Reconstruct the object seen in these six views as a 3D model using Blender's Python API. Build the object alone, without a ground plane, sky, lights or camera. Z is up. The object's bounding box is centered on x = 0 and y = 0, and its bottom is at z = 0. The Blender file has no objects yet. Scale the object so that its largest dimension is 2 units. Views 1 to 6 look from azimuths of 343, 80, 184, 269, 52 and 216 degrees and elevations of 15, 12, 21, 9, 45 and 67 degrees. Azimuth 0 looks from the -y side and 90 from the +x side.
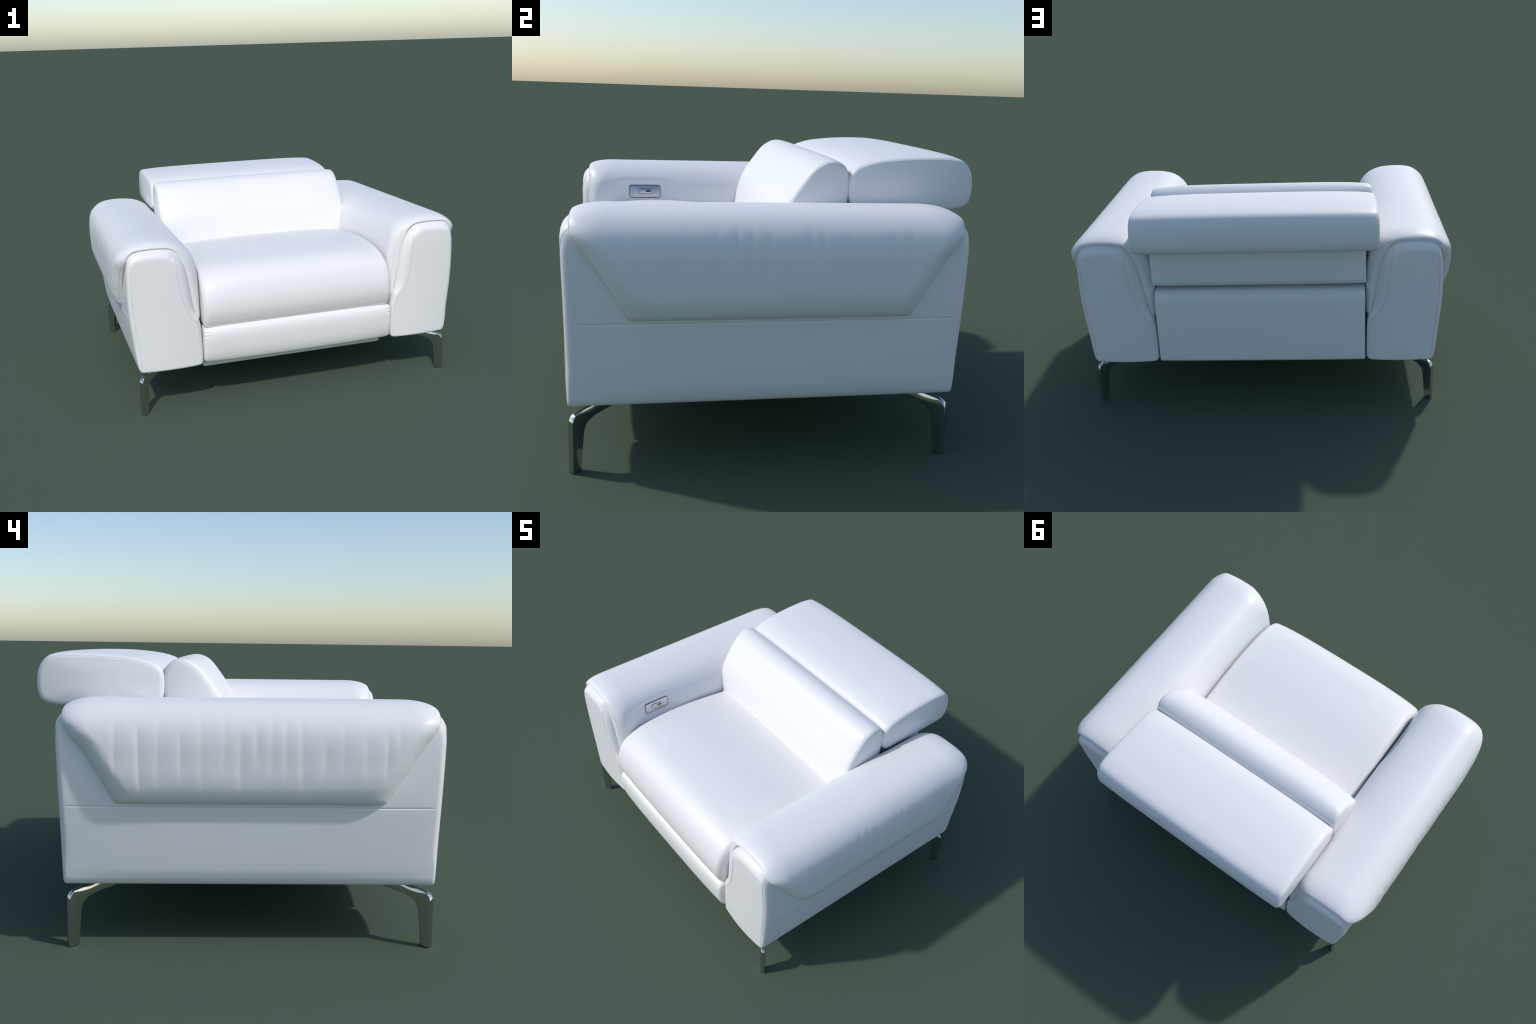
import bpy, bmesh, math, random
import numpy as np
from mathutils import Vector
from mathutils.bvhtree import BVHTree

rng = np.random.default_rng(7)

# ------------------------------------------------------------------ materials
def principled(name):
    m = bpy.data.materials.new(name)
    m.use_nodes = True
    nt = m.node_tree
    return m, nt, nt.nodes["Principled BSDF"]

def leather(name, a, b, rough=0.42, bump=0.05):
    """Smooth coated leather: faint mottling and a very fine grain."""
    m, nt, p = principled(name)
    tc = nt.nodes.new("ShaderNodeTexCoord")
    n1 = nt.nodes.new("ShaderNodeTexNoise"); n1.inputs["Scale"].default_value = 9.0
    n1.inputs["Detail"].default_value = 3.0
    ramp = nt.nodes.new("ShaderNodeValToRGB")
    ramp.color_ramp.elements[0].position = 0.3; ramp.color_ramp.elements[0].color = (*a, 1)
    ramp.color_ramp.elements[1].position = 0.7; ramp.color_ramp.elements[1].color = (*b, 1)
    v = nt.nodes.new("ShaderNodeTexVoronoi"); v.inputs["Scale"].default_value = 420.0
    bp = nt.nodes.new("ShaderNodeBump"); bp.inputs["Strength"].default_value = bump
    bp.inputs["Distance"].default_value = 0.0006
    L = nt.links.new
    L(tc.outputs["Object"], n1.inputs["Vector"]); L(tc.outputs["Object"], v.inputs["Vector"])
    L(n1.outputs["Fac"], ramp.inputs["Fac"]); L(ramp.outputs["Color"], p.inputs["Base Color"])
    L(v.outputs["Distance"], bp.inputs["Height"]); L(bp.outputs["Normal"], p.inputs["Normal"])
    p.inputs["Roughness"].default_value = rough
    p.inputs["IOR"].default_value = 1.45
    return m

def metal(name, col, rough, wave=0.0):
    m, nt, p = principled(name)
    p.inputs["Metallic"].default_value = 1.0
    p.inputs["Roughness"].default_value = rough
    tc = nt.nodes.new("ShaderNodeTexCoord")
    n = nt.nodes.new("ShaderNodeTexNoise"); n.inputs["Scale"].default_value = 30.0
    ramp = nt.nodes.new("ShaderNodeValToRGB")
    ramp.color_ramp.elements[0].color = (*[c * 0.93 for c in col], 1)
    ramp.color_ramp.elements[1].color = (*col, 1)
    nt.links.new(tc.outputs["Object"], n.inputs["Vector"])
    nt.links.new(n.outputs["Fac"], ramp.inputs["Fac"])
    nt.links.new(ramp.outputs["Color"], p.inputs["Base Color"])
    if wave:
        bp = nt.nodes.new("ShaderNodeBump"); bp.inputs["Strength"].default_value = wave
        bp.inputs["Distance"].default_value = 0.004
        nt.links.new(n.outputs["Fac"], bp.inputs["Height"])
        nt.links.new(bp.outputs["Normal"], p.inputs["Normal"])
    return m

LEATHER = leather("white_leather", (0.795, 0.795, 0.795), (0.805, 0.805, 0.805))
UNDER = leather("base_fabric", (0.70, 0.70, 0.70), (0.74, 0.74, 0.74), 0.8, 0.2)
THREAD, _nt, _p = principled("seam_thread")
_p.inputs["Base Color"].default_value = (0.60, 0.58, 0.53, 1); _p.inputs["Roughness"].default_value = 0.8
CHROME = metal("polished_chrome", (0.64, 0.64, 0.62), 0.10, 0.05)
SATIN = metal("satin_metal", (0.60, 0.60, 0.62), 0.32)
DARK, _nt, _p = principled("black_plastic")
_p.inputs["Base Color"].default_value = (0.02, 0.02, 0.02, 1); _p.inputs["Roughness"].default_value = 0.5

# ------------------------------------------------------------------ helpers
root = bpy.data.objects.new("recliner_armchair", None)
bpy.context.scene.collection.objects.link(root)
root["label"] = "wide white leather recliner armchair on chrome legs"
root["category"] = "armchair"

def add(name, verts, faces, mat, parent=root, smooth=True):
    me = bpy.data.meshes.new(name)
    me.from_pydata([tuple(map(float, v)) for v in verts], [], faces)
    bm = bmesh.new(); bm.from_mesh(me)
    bmesh.ops.recalc_face_normals(bm, faces=bm.faces)
    bm.to_mesh(me); bm.free()
    me.materials.append(mat)
    if smooth:
        me.polygons.foreach_set("use_smooth", [True] * len(me.polygons))
    ob = bpy.data.objects.new(name, me)
    bpy.context.scene.collection.objects.link(ob)
    ob.parent = parent
    return ob

def spline(pts, n, closed):
    """Catmull-Rom (centripetal-free) resample, uniform in arc length."""
    P = np.array(pts, float)
    if closed:
        Q = np.vstack([P[-1], P, P[0], P[1]])
    else:
        Q = np.vstack([2 * P[0] - P[1], P, 2 * P[-1] - P[-2]])
    out = []
    for i in range(1, len(Q) - 2):
        a, b, c, d = Q[i - 1], Q[i], Q[i + 1], Q[i + 2]
        for t in np.linspace(0, 1, 24, endpoint=False):
            out.append(0.5 * (2 * b + (c - a) * t + (2 * a - 5 * b + 4 * c - d) * t * t + (3 * b - a - 3 * c + d) * t ** 3))
    if closed: out.append(out[0])
    else: out.append(P[-1])
    out = np.array(out)
    s = np.r_[0, np.cumsum(np.linalg.norm(np.diff(out, axis=0), axis=1))]
    q = np.linspace(0, s[-1], n + 1)[:-1] if closed else np.linspace(0, s[-1], n)
    return np.column_stack([np.interp(q, s, out[:, k]) for k in range(out.shape[1])])

def spline_param(pts, n):
    """Open Catmull-Rom at uniform parameter (keeps two curves in step)."""
    P = np.array(pts, float)
    Q = np.vstack([2 * P[0] - P[1], P, 2 * P[-1] - P[-2]])
    u = np.linspace(0, len(P) - 1 - 1e-9, n)
    out = []
    for x in u:
        i = int(x); t = x - i
        a, b, c, d = Q[i], Q[i + 1], Q[i + 2], Q[i + 3]
        out.append(0.5 * (2 * b + (c - a) * t + (2 * a - 5 * b + 4 * c - d) * t * t + (3 * b - a - 3 * c + d) * t ** 3))
    return np.array(out)

def normals2d(ring):
    t = np.roll(ring, -1, 0) - np.roll(ring, 1, 0)
    n = np.column_stack([t[:, 1], -t[:, 0]])
    n /= np.linalg.norm(n, axis=1)[:, None] + 1e-12
    area = 0.5 * np.sum(ring[:, 0] * np.roll(ring[:, 1], -1) - np.roll(ring[:, 0], -1) * ring[:, 1])
    return n if area > 0 else -n

def loft(rings):
    """Closed rings -> verts, faces with fan caps."""
    n = len(rings[0]); verts = np.vstack(rings).tolist(); faces = []
    for r in range(len(rings) - 1):
        for i in range(n):
            j = (i + 1) % n
            faces.append((r * n + i, r * n + j, (r + 1) * n + j, (r + 1) * n + i))
    for r in (0, len(rings) - 1):
        c = len(verts); verts.append(np.mean(rings[r], axis=0).tolist())
        for i in range(n):
            faces.append((r * n + i, r * n + (i + 1) % n, c))
    return np.array(verts), faces

def rounded_ends(half, radius, steps=7, mids=40):
    """(position, inset) list for a loft from -half to +half with rounded rims."""
    a = np.linspace(0, math.pi / 2, steps)
    left = [(-half + radius * (1 - math.sin(t)), radius * (1 - math.cos(t))) for t in a[::-1]]
    # left runs from the cap (inset = radius) outwards; reorder cap -> body
    left = [(-half + radius * (1 - math.cos(t)), radius * (1 - math.sin(t))) for t in a]
    mid = [(x, 0.0) for x in np.linspace(-half + radius, half - radius, mids)[1:-1]]
    return left + mid + [(-x, i) for x, i in left[::-1]]

def cushion(name, profile, half, bulge, n_pow=4, pw=.5, radius=0.02, n=180, weight=None, groove=0.0, end_puff=0.006, mids=44, deform=None, mat=LEATHER, middle=None, piping=0.0):
    """Upholstered block: a (y, z) profile swept in x, puffed in the middle, rounded at the ends."""
    ring = spline(profile, n, True); nn = normals2d(ring)
    w = np.ones(n) if weight is None else np.array([weight(*p) for p in ring])
    ctr = (ring.min(0) + ring.max(0)) / 2
    swell = None if middle is None else spline_param(middle + middle[:1], n + 1)[:-1] - spline_param(profile + profile[:1], n + 1)[:-1]
    if middle is not None:
        ring = spline_param(profile + profile[:1], n + 1)[:-1]; nn = normals2d(ring)
    # inset directions averaged along the outline: rims stay clean at tight corners
    sm = nn.copy()
    for _ in range(14): sm = (np.roll(sm, 1, 0) + sm + np.roll(sm, -1, 0)) / 3
    nn = sm
    rings = []
    ends = rounded_ends(half, radius, 7, mids)
    # concentric rings closing the end face with a slight puff
    cap = [(k, 1 - k ** 2.5) for k in np.linspace(.97, .05, 14)]
    first = ring - nn * radius
    for k, puff in cap[::-1]:
        r = ctr + (first - ctr) * k
        rings.append(np.column_stack([np.full(n, -half - end_puff * puff), r]))
    for x, inset in ends:
        b = bulge * max(0.0, 1 - abs(x / half) ** n_pow) ** pw
        g = groove if abs(abs(x) - (half - radius)) < 0.0015 else 0.0
        r = ring + nn * (b * w - inset - g)[:, None]
        if swell is not None:
            r = ring + swell * max(0.0, 1 - abs(x / half) ** n_pow) ** pw - nn * (inset + g)
        rings.append(np.column_stack([np.full(n, x), r]))
    for k, puff in cap:
        r = ctr + (first - ctr) * k
        rings.append(np.column_stack([np.full(n, half + end_puff * puff), r]))
    v, f = loft(rings)
    if deform is not None: v = deform(v)
    ob = add(name, v, f, mat)
    if piping:
        # welt sewn into the rim of each end face
        inset = radius * .30 + .0008
        for sx in (-1, 1):
            x = sx * (half - radius * .30)
            k = max(0.0, 1 - abs(x / half) ** n_pow)
            r = ring + nn * (bulge * k ** pw * w - inset)[:, None] if swell is None else ring + swell * k ** pw - nn * inset
            tube("piping", [(x, p[0], p[1]) for p in r], piping, mat, ob, True, 8)
    return ob

def smoothstep(a, b, x):
    t = np.clip((x - a) / (b - a), 0, 1); return t * t * (3 - 2 * t)

def bvh_of(ob):
    return BVHTree.FromPolygons([v.co for v in ob.data.vertices], [list(p.vertices) for p in ob.data.polygons])

def tube(name, pts, r, mat, parent, closed=False, sides=6):
    P = [Vector(p) for p in pts]; verts = []; faces = []
    m = len(P)
    for i, p in enumerate(P):
        a = P[(i - 1) % m] if (closed or i) else P[i]
        b = P[(i + 1) % m] if (closed or i < m - 1) else P[i]
        t = (b - a).normalized()
        u = t.cross(Vector((0.31, 0.17, 0.93))).normalized(); v = t.cross(u)
        for k in range(sides):
            th = 2 * math.pi * k / sides
            verts.append(p + (u * math.cos(th) + v * math.sin(th)) * r)
    for i in range(m if closed else m - 1):
        for k in range(sides):
            a, b = i * sides + k, i * sides + (k + 1) % sides
            j = (i + 1) % m
            faces.append((a, b, j * sides + (k + 1) % sides, j * sides + k))
    return add(name, verts, faces, mat, parent)

def cast_line(bvh, pts, direction, lift=0.0003):
    out = []
    d = Vector(direction).normalized()
    for p in pts:
        hit, nrm, _, _ = bvh.ray_cast(Vector(p), d)
        if hit is not None: out.append(hit - d * lift)
    return out

# ------------------------------------------------------------------ arm (built for +x, mirrored with sign s)
CORE = [(.554, .285), (.554, .40), (.557, .46), (.567, .505), (.584, .545), (.597, .62), (.608, .70), (.622, .775),
        (.645, .84), (.678, .885), (.72, .901), (.80, .906), (.87, .902), (.906, .887), (.925, .855), (.935, .78),
        (.938, .70), (.938, .62), (.935, .55), (.927, .46), (.9175, .37), (.908, .295), (.903, .265),
        (.891, .2455), (.865, .2415), (.80, .241), (.72, .241), (.64, .241), (.580, .242), (.562, .248), (.555, .262)]
SEAM_Z = .5515

def core_end_y(x, z, front):
    """front / rear face of the arm box: barrel in plan, leaning out slightly upwards."""
    bow = 0.014 * (1 - ((x - .725) / .175) ** 2)
    lean = 0.015 * (np.clip(z, .25, .8) - .25) / .55
    return -(.761 + bow * np.clip(1.1 - (z - .25) / .7, .1, 1) + lean) if front else (.643 + bow * np.clip(1.1 - (z - .25) / .7, .1, 1) + lean * .9)

def core_ring():
    """Section outline, sampled finely where the horizontal side seam runs."""
    fine = spline(CORE, 3000, True)
    keep = set(range(0, 3000, 12))
    band = [i for i in range(3000) if fine[i, 0] > .9 and abs(fine[i, 1] - SEAM_Z) < .022]
    keep |= set(band[::2])
    k = sorted(keep)
    # directions averaged along the outline, so that the inset rims never fold over at the corners
    nf = normals2d(fine); seg = np.linalg.norm(np.roll(fine, -1, 0) - fine, axis=1).mean()
    m = int(.030 / seg); kern = np.hanning(2 * m + 1); kern /= kern.sum()
    ns = np.column_stack([np.convolve(np.r_[nf[-m:, c], nf[:, c], nf[:m, c]], kern, 'valid') for c in (0, 1)])
    return fine[k], ns[k], nf[k]

def build_core(s):
    ring, nn, nsharp = core_ring(); n = len(ring)
    ctr = np.array([.735, .56])
    outer = smoothstep(.85, .92, ring[:, 0])
    # rim radius: tight at the bottom, wide along the top edge
    rad = 0.013 + 0.012 * smoothstep(.30, .40, ring[:, 1]) + 0.036 * smoothstep(.80, .90, ring[:, 1])
    # the inner edge beside the seat is rolled much more softly
    soft = .024 * smoothstep(.50, .58, ring[:, 1]) * smoothstep(.915, .875, ring[:, 1]) * smoothstep(.75, .67, ring[:, 0])
    rad = rad + soft
    inr = np.minimum(rad - soft, .026) + soft + .024 * smoothstep(.84, .90, ring[:, 1]) * smoothstep(.64, .70, ring[:, 0])
    a = np.linspace(0, math.pi / 2, 9)
    rows = []
    def row(inset, depth, front):
        r = ring - nn * inset[:, None]
        y = core_end_y(r[:, 0], r[:, 1], front)
        y = y + depth if front else y - depth
        return np.column_stack([s * r[:, 0], y, r[:, 1]])
    def shrink(k, front):
        r = ctr + ((ring - nn * inr[:, None]) - ctr) * k
        return np.column_stack([s * r[:, 0], core_end_y(r[:, 0], r[:, 1], front), r[:, 1]])
    for k in np.r_[np.linspace(.05, .94, 26), .98]: rows.append(shrink(k, True))
    for t in a: rows.append(row(inr * (1 - math.sin(t)), rad * (1 - math.cos(t)), True))
    y0 = rows[-1][:, 1].copy()
    back = [row(inr * (1 - math.sin(t)), rad * (1 - math.cos(t)), False) for t in a[::-1]]
    y1 = back[0][:, 1]
    groove = np.exp(-((ring[:, 1] - SEAM_Z) / .0025) ** 2) * .0028
    for q in np.linspace(0, 1, 40)[1:-1]:
        y = y0 * (1 - q) + y1 * q
        m = 1 - abs(2 * q - 1) ** 4
        # stuffed side: swells between the corners
        puff = .009 * m * outer * smoothstep(.245, .31, ring[:, 1]) * smoothstep(.80, .60, ring[:, 1])
        off = puff - groove * outer * smoothstep(0, .015, min(q, 1 - q))
        r = ring + nsharp * off[:, None]
        rows.append(np.column_stack([s * r[:, 0], y, r[:, 1]]))
    rows += back
    for k in np.r_[.98, np.linspace(.94, .05, 26)]: rows.append(shrink(k, False))
    v, f = loft(rows)
    return add("arm_box", v, f, LEATHER)

PAD_M = [(.590, .485), (.566, .482), (.551, .505), (.549, .58), (.551, .68), (.556, .75), (.567, .81), (.587, .862), (.630, .907),
         (.695, .933), (.78, .943), (.86, .939), (.914, .922), (.957, .888), (.983, .845), (.995, .79), (.998, .72), (.998, .665),
         (.990, .618), (.967, .574), (.920, .558)]
PAD_H = [(.580, .505), (.574, .503), (.572, .52), (.587, .58), (.603, .67), (.617, .755), (.640, .83), (.670, .882), (.702, .903),
         (.74, .909), (.80, .9105), (.862, .908), (.905, .898), (.930, .868), (.942, .82), (.945, .76), (.945, .70), (.944, .635),
         (.943, .590), (.941, .568), (.918, .562)]
FRONT_EDGE = [(.50, -.512), (.558, -.540), (.575, -.558), (.607, -.580), (.668, -.616), (.73, -.653), (.79, -.696), (.822, -.722), (.852, -.739), (.88, -.746), (1.1, -.747)]
REAR_EDGE = [(.50, .405), (.558, .430), (.575, .444), (.614, .465), (.682, .502), (.757, .549), (.809, .595), (.845, .618), (.875, .628), (1.1, .630)]
# pinched folds: (y, depth, top z, bottom z)
FOLDS = {-1: [(.432, .8, .88, .66), (.347, 1.2, .86, .60), (.277, .5, .90, .62), (.196, .8, .84, .66), (.122, .5, .92, .60), (.041, .45, .92, .68),
              (-.018, .9, .84, .61), (-.077, .9, .87, .72), (-.129, .6, .91, .66), (-.181, .6, .91, .66), (-.24, .7, .89, .60), (-.322, .7, .81, .66),
              (-.389, .35, .91, .67), (-.471, .6, .84, .66), (-.546, .9, .84, .66), (-.59, .7, .87, .76)],
         1: [(-.57, .6, .88, .7), (-.52, .4, .87, .68), (-.36, .35, .92, .70), (-.26, .6, .92, .72), (-.196, 1., .93, .75), (-.14, .9, .92, .72), (-.083, .6, .90, .62), (.056, .9, .92, .76),
             (.106, .9, .93, .74), (.20, .4, .91, .70), (.35, .8, .88, .66), (.42, .7, .88, .66)]}
PANEL_Y, PANEL_Z = -.461, .803

def build_pad(s):
    ns, nt_ = 190, 400
    M = spline_param(PAD_M, ns); H = spline_param(PAD_H, ns)
    idx = np.linspace(0, len(PAD_M) - 1, ns)
    tn = np.gradient(M, axis=0); nrm = np.column_stack([-tn[:, 1], tn[:, 0]]); nrm /= np.linalg.norm(nrm, axis=1)[:, None]
    outer = smoothstep(12.2, 14, idx)               # 1 on the outer flap
    top = smoothstep(6, 8.5, idx) * (1 - smoothstep(12, 14, idx))
    fe = np.array(FRONT_EDGE); re = np.array(REAR_EDGE)
    yf = -.748 * (1 - outer) + outer * np.interp(H[:, 1], fe[:, 0], fe[:, 1])
    yr = .630 * (1 - outer) + outer * np.interp(H[:, 1], re[:, 0], re[:, 1])
    inner = 1 - smoothstep(3, 8, idx)
    yf = yf + .006 * inner; yr = yr - .006 * inner
    R = .060 - .006 * inner + .062 * top + .012 * outer
    # rows of t: dense near both hems
    u = np.linspace(0, 1, nt_); t = u - 0.155 * np.sin(2 * np.pi * u)
    grid = np.zeros((nt_, ns, 3))
    folds = FOLDS[s]; amp = .0026 if s < 0 else .0018
    for k in range(nt_):
        y = yf + (yr - yf) * t[k]
        d = np.minimum(y - yf, yr - y)
        q = np.clip(d / R, 0, 1)
        f = np.sqrt(np.clip(1 - (1 - q) ** 2, 0, 1))
        P = H * (1 - f)[:, None] + M * f[:, None]
        # long pinched folds hanging down the outer flap
        z = M[:, 1]
        fade = smoothstep(.94, .88, z) * smoothstep(.575, .66, z) * outer * smoothstep(.3, 1., q)
        h = np.zeros(ns)
        for i, (yc, a, zt, zb) in enumerate(folds):
            yy = yc + .05 * (z - .75) * math.sin(i * 2.1) * .6
            e = y - yy
            span = smoothstep(zt + .02, zt - .05, z) * smoothstep(zb - .03, zb + .07, z)
            h -= a * span * np.where(e > 0, np.exp(-np.abs(e / .011) ** 1.6), np.exp(-np.abs(e / .022) ** 1.3))
        P = P + nrm * (amp * h * fade)[:, None]
        slow = .0010 * np.sin(y * 9 + s) + .0006 * np.sin(y * 21 + 1.3 * s)
        P = P + nrm * (slow * outer * f * smoothstep(.95, .7, z) * smoothstep(.6, .7, z))[:, None]
        if s < 0:  # leather pulled in round the control plate
            dent = smoothstep(.20, .06, np.abs(y - PANEL_Y)) * smoothstep(.085, .028, np.abs(z - PANEL_Z)) * (idx < 8)
            plane = .586 + .176 * (z - PANEL_Z)
            P[:, 0] = P[:, 0] * (1 - dent) + np.maximum(plane, P[:, 0]) * dent
        grid[k] = np.column_stack([s * P[:, 0], y, P[:, 1]])
    # turn the hem inwards so that the edge has depth
    def tuck(row, dy):
        c = np.array([s * .75, 0, .70]); r = row.copy()
        r[:, 0] = c[0] + (row[:, 0] - c[0]) * .90; r[:, 2] = c[2] + (row[:, 2] - c[2]) * .90; r[:, 1] += dy
        return r
    grid = np.concatenate([tuck(grid[0], .03)[None], grid, tuck(grid[-1], -.03)[None]])
    nr = grid.shape[0]
    faces = [(a * ns + b, a * ns + b + 1, (a + 1) * ns + b + 1, (a + 1) * ns + b) for a in range(nr - 1) for b in range(ns - 1)]
    return add("arm_pad", grid.reshape(-1, 3), faces, LEATHER), M, H, yf, yr, R

STITCH_IN = [(.684, .893), (.682, .877), (.674, .75), (.657, .635), (.632, .56), (.605, .517), (.582, .480), (.571, .40), (.567, .262)]
STITCH_OUT = [(.900, .893), (.907, .882), (.914, .84), (.917, .72), (.917, .62), (.903, .45), (.886, .262)]

for s in (1, -1):
    core = build_core(s)
    bv = bvh_of(core)
    for line in (STITCH_IN, STITCH_OUT):
        pl = spline(line, 90, False)
        for y, d in ((-1.2, (0, 1, 0)), (1.2, (0, -1, 0))):
            pts = cast_line(bv, [(s * x, y, z) for x, z in pl], d)
            tube("seam_stitch", pts, .0009, THREAD, core)
    pad, M, H, yf, yr, R = build_pad(s)
    # hem stitching just behind the rolled edge
    beside = 1 - smoothstep(5, 8, np.linspace(0, len(PAD_M) - 1, len(M)))
    for edge, sg in ((yf, 1), (yr, -1)):
        q = .035 + .14 * beside
        f = np.sqrt(1 - (1 - q) ** 2)[:, None]
        P = H * (1 - f) + M * f
        y = edge + sg * q * R
        pts = [(s * P[i, 0], y[i], P[i, 1]) for i in range(6, len(P) - 3)]
        tube("hem_stitch", pts, .0008, THREAD, pad)

# ------------------------------------------------------------------ seat, footrest
SEAT = [(-.762, .453), (-.778, .49), (-.786, .545), (-.776, .612), (-.738, .682), (-.665, .724), (-.56, .750), (-.40, .760), (-.23, .752),
        (-.03, .727), (.08, .715), (.12, .66), (.12, .50), (.06, .46), (-.30, .452), (-.70, .448)]
SEAT_MID = [(-.764, .448), (-.786, .485), (-.799, .545), (-.791, .625), (-.757, .705), (-.682, .757), (-.575, .779), (-.41, .787), (-.23, .776),
            (-.03, .750), (.08, .728), (.12, .66), (.12, .50), (.06, .46), (-.30, .448), (-.70, .443)]
def seat_deform(v):
    # soft dents in the front corners
    for sx in (-1, 1):
        d = np.exp(-((v[:, 0] - sx * .36) / .05) ** 2 - ((v[:, 1] + .60) / .03) ** 2) * (v[:, 2] > .7)
        v[:, 2] -= .0020 * d
    return v
cushion("seat_cushion", SEAT, .545, .0, 3.0, .60, .028, 240, None, 0.0, .004, 70, seat_deform, LEATHER, SEAT_MID)

FOOT = [(-.748, .256), (-.765, .268), (-.778, .31), (-.783, .37), (-.780, .415), (-.768, .438), (-.735, .446), (-.68, .44), (-.665, .40), (-.665, .29), (-.68, .256), (-.72, .252)]
def foot_deform(v):
    front = smoothstep(-.70, -.74, v[:, 1])
    for sx in (-1, 1):
        e = sx * v[:, 0]
        along = smoothstep(.50, .538, e)
        for z0, a in ((.424, 1.0), (.408, .7)):
            line = z0 + (.54 - e) * .10
            v[:, 1] += .003 * a * along * front * np.exp(-((v[:, 2] - line) / .0045) ** 2)
            v[:, 1] -= .0018 * a * along * front * np.exp(-((v[:, 2] - line - .008) / .0045) ** 2)
    return v
cushion("footrest_panel", FOOT, .549, .014, 3, .5, .018, 260, None, 0.0, .002, 140, foot_deform)

# ------------------------------------------------------------------ backrest
LUMBAR = [(.284, .90), (.291, .98), (.285, 1.033), (.267, 1.063), (.236, 1.077), (.198, 1.070), (.153, 1.038), (.111, .985), (.066, .917),
          (.036, .85), (.018, .78), (.010, .70), (.02, .62), (.06, .59), (.2, .59), (.265, .66)]
def lumbar_weight(y, z):
    return float(np.clip(.25 + .75 * smoothstep(.26, .15, y) * (.45 + .55 * smoothstep(.74, .92, z)), 0, 1))
lumbar = cushion("lumbar_cushion", LUMBAR, .601, .030, 4.5, .5, .020, 220, lumbar_weight, 0.0, .006, 60, piping=.0015)

HEAD = [(.315, .899), (.296, .925), (.289, .975), (.293, 1.02), (.312, 1.046), (.347, 1.063), (.41, 1.080), (.52, 1.092), (.63, 1.097), (.70, 1.095),
        (.748, 1.083), (.781, 1.045), (.793, .995), (.790, .945), (.770, .912), (.72, .897), (.6, .893), (.45, .893), (.36, .8935)]
HEAD_MID = [(.312, .897), (.290, .925), (.281, .975), (.285, 1.028), (.301, 1.060), (.338, 1.082), (.41, 1.099), (.52, 1.110), (.63, 1.112), (.71, 1.109),
            (.766, 1.095), (.793, 1.055), (.801, 1.0), (.797, .945), (.775, .908), (.72, .893), (.6, .890), (.45, .890), (.358, .8905)]
head = cushion("headrest_cushion", HEAD, .609, .0, 3.5, .5, .020, 220, None, 0.0, .008, 60, None, LEATHER, HEAD_MID, .0014)

UPPER = [(.30, .695), (.30, .905), (.63, .905), (.643, .89), (.647, .80), (.645, .706), (.636, .689), (.61, .682), (.33, .681)]
cushion("upper_back_panel", UPPER, .551, .003, 4, .5, .012, 120, None, 0, .001, 20)
LOWER = [(.58, .25), (.638, .252), (.647, .262), (.649, .40), (.649, .56), (.645, .605), (.632, .634), (.605, .647), (.55, .651), (.45, .652), (.30, .648), (.28, .60), (.28, .27), (.30, .25)]
cushion("lower_back_panel", LOWER, .546, .004, 4, .5, .010, 160, None, 0, .001, 20)

# ------------------------------------------------------------------ under frame
def box(name, lo, hi, r, mat, parent=root):
    bm = bmesh.new(); bmesh.ops.create_cube(bm, size=1)
    for v in bm.verts:
        v.co = Vector([(lo[i] + hi[i]) / 2 + v.co[i] * (hi[i] - lo[i]) for i in range(3)])
    bmesh.ops.bevel(bm, geom=list(bm.edges), offset=r, segments=3, profile=0.5, affect='EDGES')
    me = bpy.data.meshes.new(name); bm.to_mesh(me); bm.free()
    me.materials.append(mat)
    me.polygons.foreach_set("use_smooth", [True] * len(me.polygons))
    ob = bpy.data.objects.new(name, me); bpy.context.scene.collection.objects.link(ob); ob.parent = parent
    return ob
box("base_frame", (-.535, -.655, .184), (.535, .25, .50), .012, UNDER)

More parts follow.
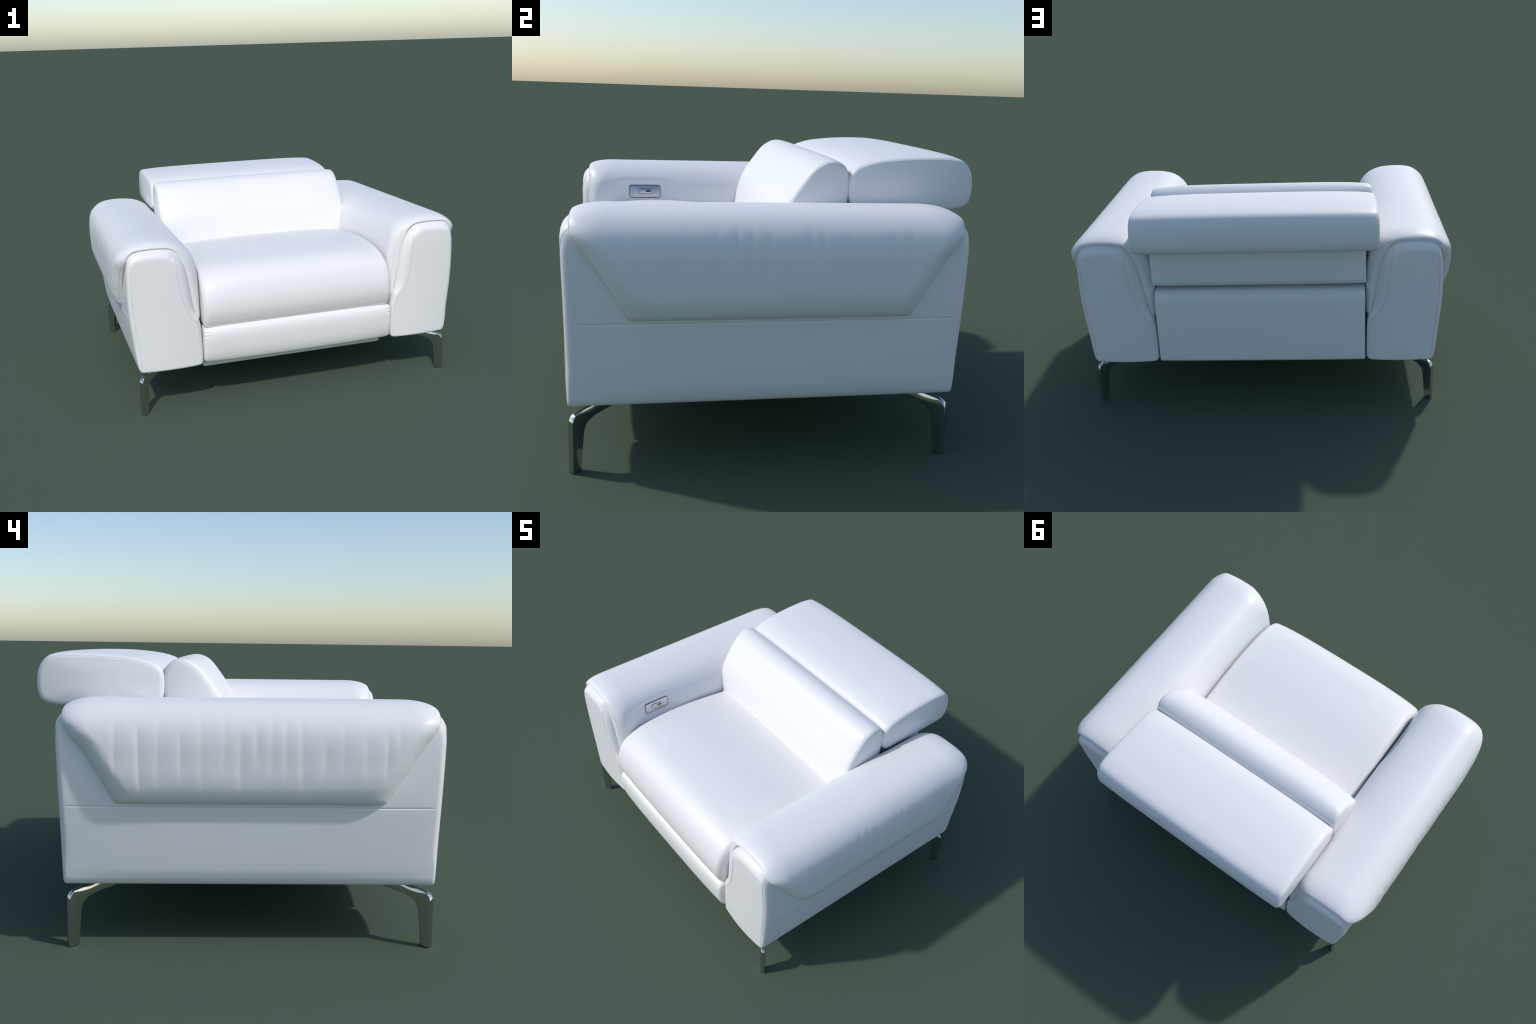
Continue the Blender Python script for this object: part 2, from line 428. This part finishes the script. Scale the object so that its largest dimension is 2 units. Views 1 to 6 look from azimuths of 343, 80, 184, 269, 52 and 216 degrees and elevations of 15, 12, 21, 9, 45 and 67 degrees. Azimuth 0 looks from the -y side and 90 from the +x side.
# ------------------------------------------------------------------ legs
def leg_mesh():
    # blade in the leg's own plane: a = towards the chair's centre, z = height
    outer = [(0, 0), (0, .06), (0, .12), (0, .165), (.003, .190), (.013, .208), (.030, .216), (.06, .2215), (.10, .227), (.15, .235), (.20, .241), (.234, .242)]
    inner = [(.041, 0), (.045, .05), (.051, .10), (.055, .135), (.061, .155), (.070, .169), (.084, .180), (.105, .188), (.14, .193), (.175, .196), (.21, .200), (.238, .214)]
    half_o = [.0115] * 4 + [.0115, .0110, .0100, .0084, .0078, .0078, .0078, .0078]     # half thickness along the outer / top edge
    half_i = [.0115] * 4 + [.0115, .0130, .0155, .0172, .0170, .0168, .0160, .012]     # ... and along the inner / lower edge
    n = 90
    O = spline_param([o + (h,) for o, h in zip(outer, half_o)], n)
    I = spline_param([o + (h,) for o, h in zip(inner, half_i)], n)
    rings = []
    r = .0028
    for o, q in zip(O, I):
        d = q[:2] - o[:2]; L = np.linalg.norm(d); d = d / L
        sec = []
        for t, h in ((0, o[2]), (1, q[2])):
            base = o[:2] + d * L * t; into = d if t == 0 else -d
            for k in range(4):
                a = math.radians(90 * k / 3)
                # rounded corners, walked across the thickness
                sec.append((base + into * r * (1 - math.sin(a)), h - r + r * math.cos(a)))
        half = sec[:4]; low = sec[4:]
        ring = [(p[0], w, p[1]) for p, w in half] + [(p[0], -w, p[1]) for p, w in half[::-1]]
        ring += [(p[0], -w, p[1]) for p, w in low] + [(p[0], w, p[1]) for p, w in low[::-1]]
        rings.append(np.array(ring))
    return loft(rings)
lv, lf = leg_mesh()
lv[:, 2] -= lv[:, 2].min()
leg_ob = None
for sx in (1, -1):
    for fy, sy in ((-.755, 1), (.628, -1)):
        if leg_ob is None:
            leg_ob = add("leg", lv, lf, CHROME); ob = leg_ob
            for p in ob.data.polygons: p.use_smooth = True
            ob.data.set_sharp_from_angle(angle=math.radians(40))
            plate = box("mounting_plate", (.075, -.045, .240), (.29, .045, .252), .002, CHROME, ob); pob = plate
            screw = None
        else:
            ob = leg_ob.copy(); bpy.context.scene.collection.objects.link(ob)
            pob = plate.copy(); bpy.context.scene.collection.objects.link(pob); pob.parent = ob
        ob.location = (sx * .899, fy, 0)
        ob.rotation_euler = (0, 0, math.atan2(sy, -sx))

# ------------------------------------------------------------------ control plate on the inner side of one arm
def stadium(w, h, r, n=10):
    pts = []
    for cx, cy, a0 in ((w - r, h - r, 0), (-w + r, h - r, 90), (-w + r, -h + r, 180), (w - r, -h + r, 270)):
        for k in range(n):
            a = math.radians(a0 + 90 * k / (n - 1)); pts.append((cx + r * math.cos(a), cy + r * math.sin(a)))
    return np.array(pts)
def plate_solid(name, outline, d0, d1, bev, mat, parent, bow=0.0):
    nn = normals2d(outline)
    rows = []
    for dd, inset in ((d0, 0), (d1 - bev, 0), (d1 - bev * .3, bev * .3), (d1, bev)):
        o = outline - nn * inset
        rows.append(np.column_stack([np.full(len(o), dd) , o[:, 0], o[:, 1]]))
    n = len(outline); verts = np.vstack(rows); faces = []
    for k in range(3):
        for i in range(n):
            j = (i + 1) % n; faces.append((k * n + i, k * n + j, (k + 1) * n + j, (k + 1) * n + i))
    faces.append(tuple(range(n))); faces.append(tuple(range(3 * n, 4 * n)))
    ob = add(name, verts, faces, mat, parent); ob.data.set_sharp_from_angle(angle=math.radians(35))
    return ob
plate_c = plate_solid("control_plate", stadium(.0765, .030, .010), -.02, .003, .0015, SATIN, root)
plate_c.location = (-.5835, PANEL_Y, PANEL_Z); plate_c.rotation_euler = (0, math.radians(-10), 0)
tube("plate_gasket", [(.0012, y, z) for y, z in stadium(.0775, .031, .0105)], .0013, DARK, plate_c, True)
btn = plate_solid("control_button", stadium(.034, .013, .012), .0, .0052, .0015, SATIN, plate_c)
tube("button_groove", [(.0032, y, z) for y, z in stadium(.035, .014, .0125)], .0009, DARK, plate_c, True)
slot = plate_solid("charging_slot", stadium(.0115, .0045, .001), .0, .0057, .0004, DARK, plate_c)
for o in (btn, slot): pass
slot.location = (0, .016, .001)
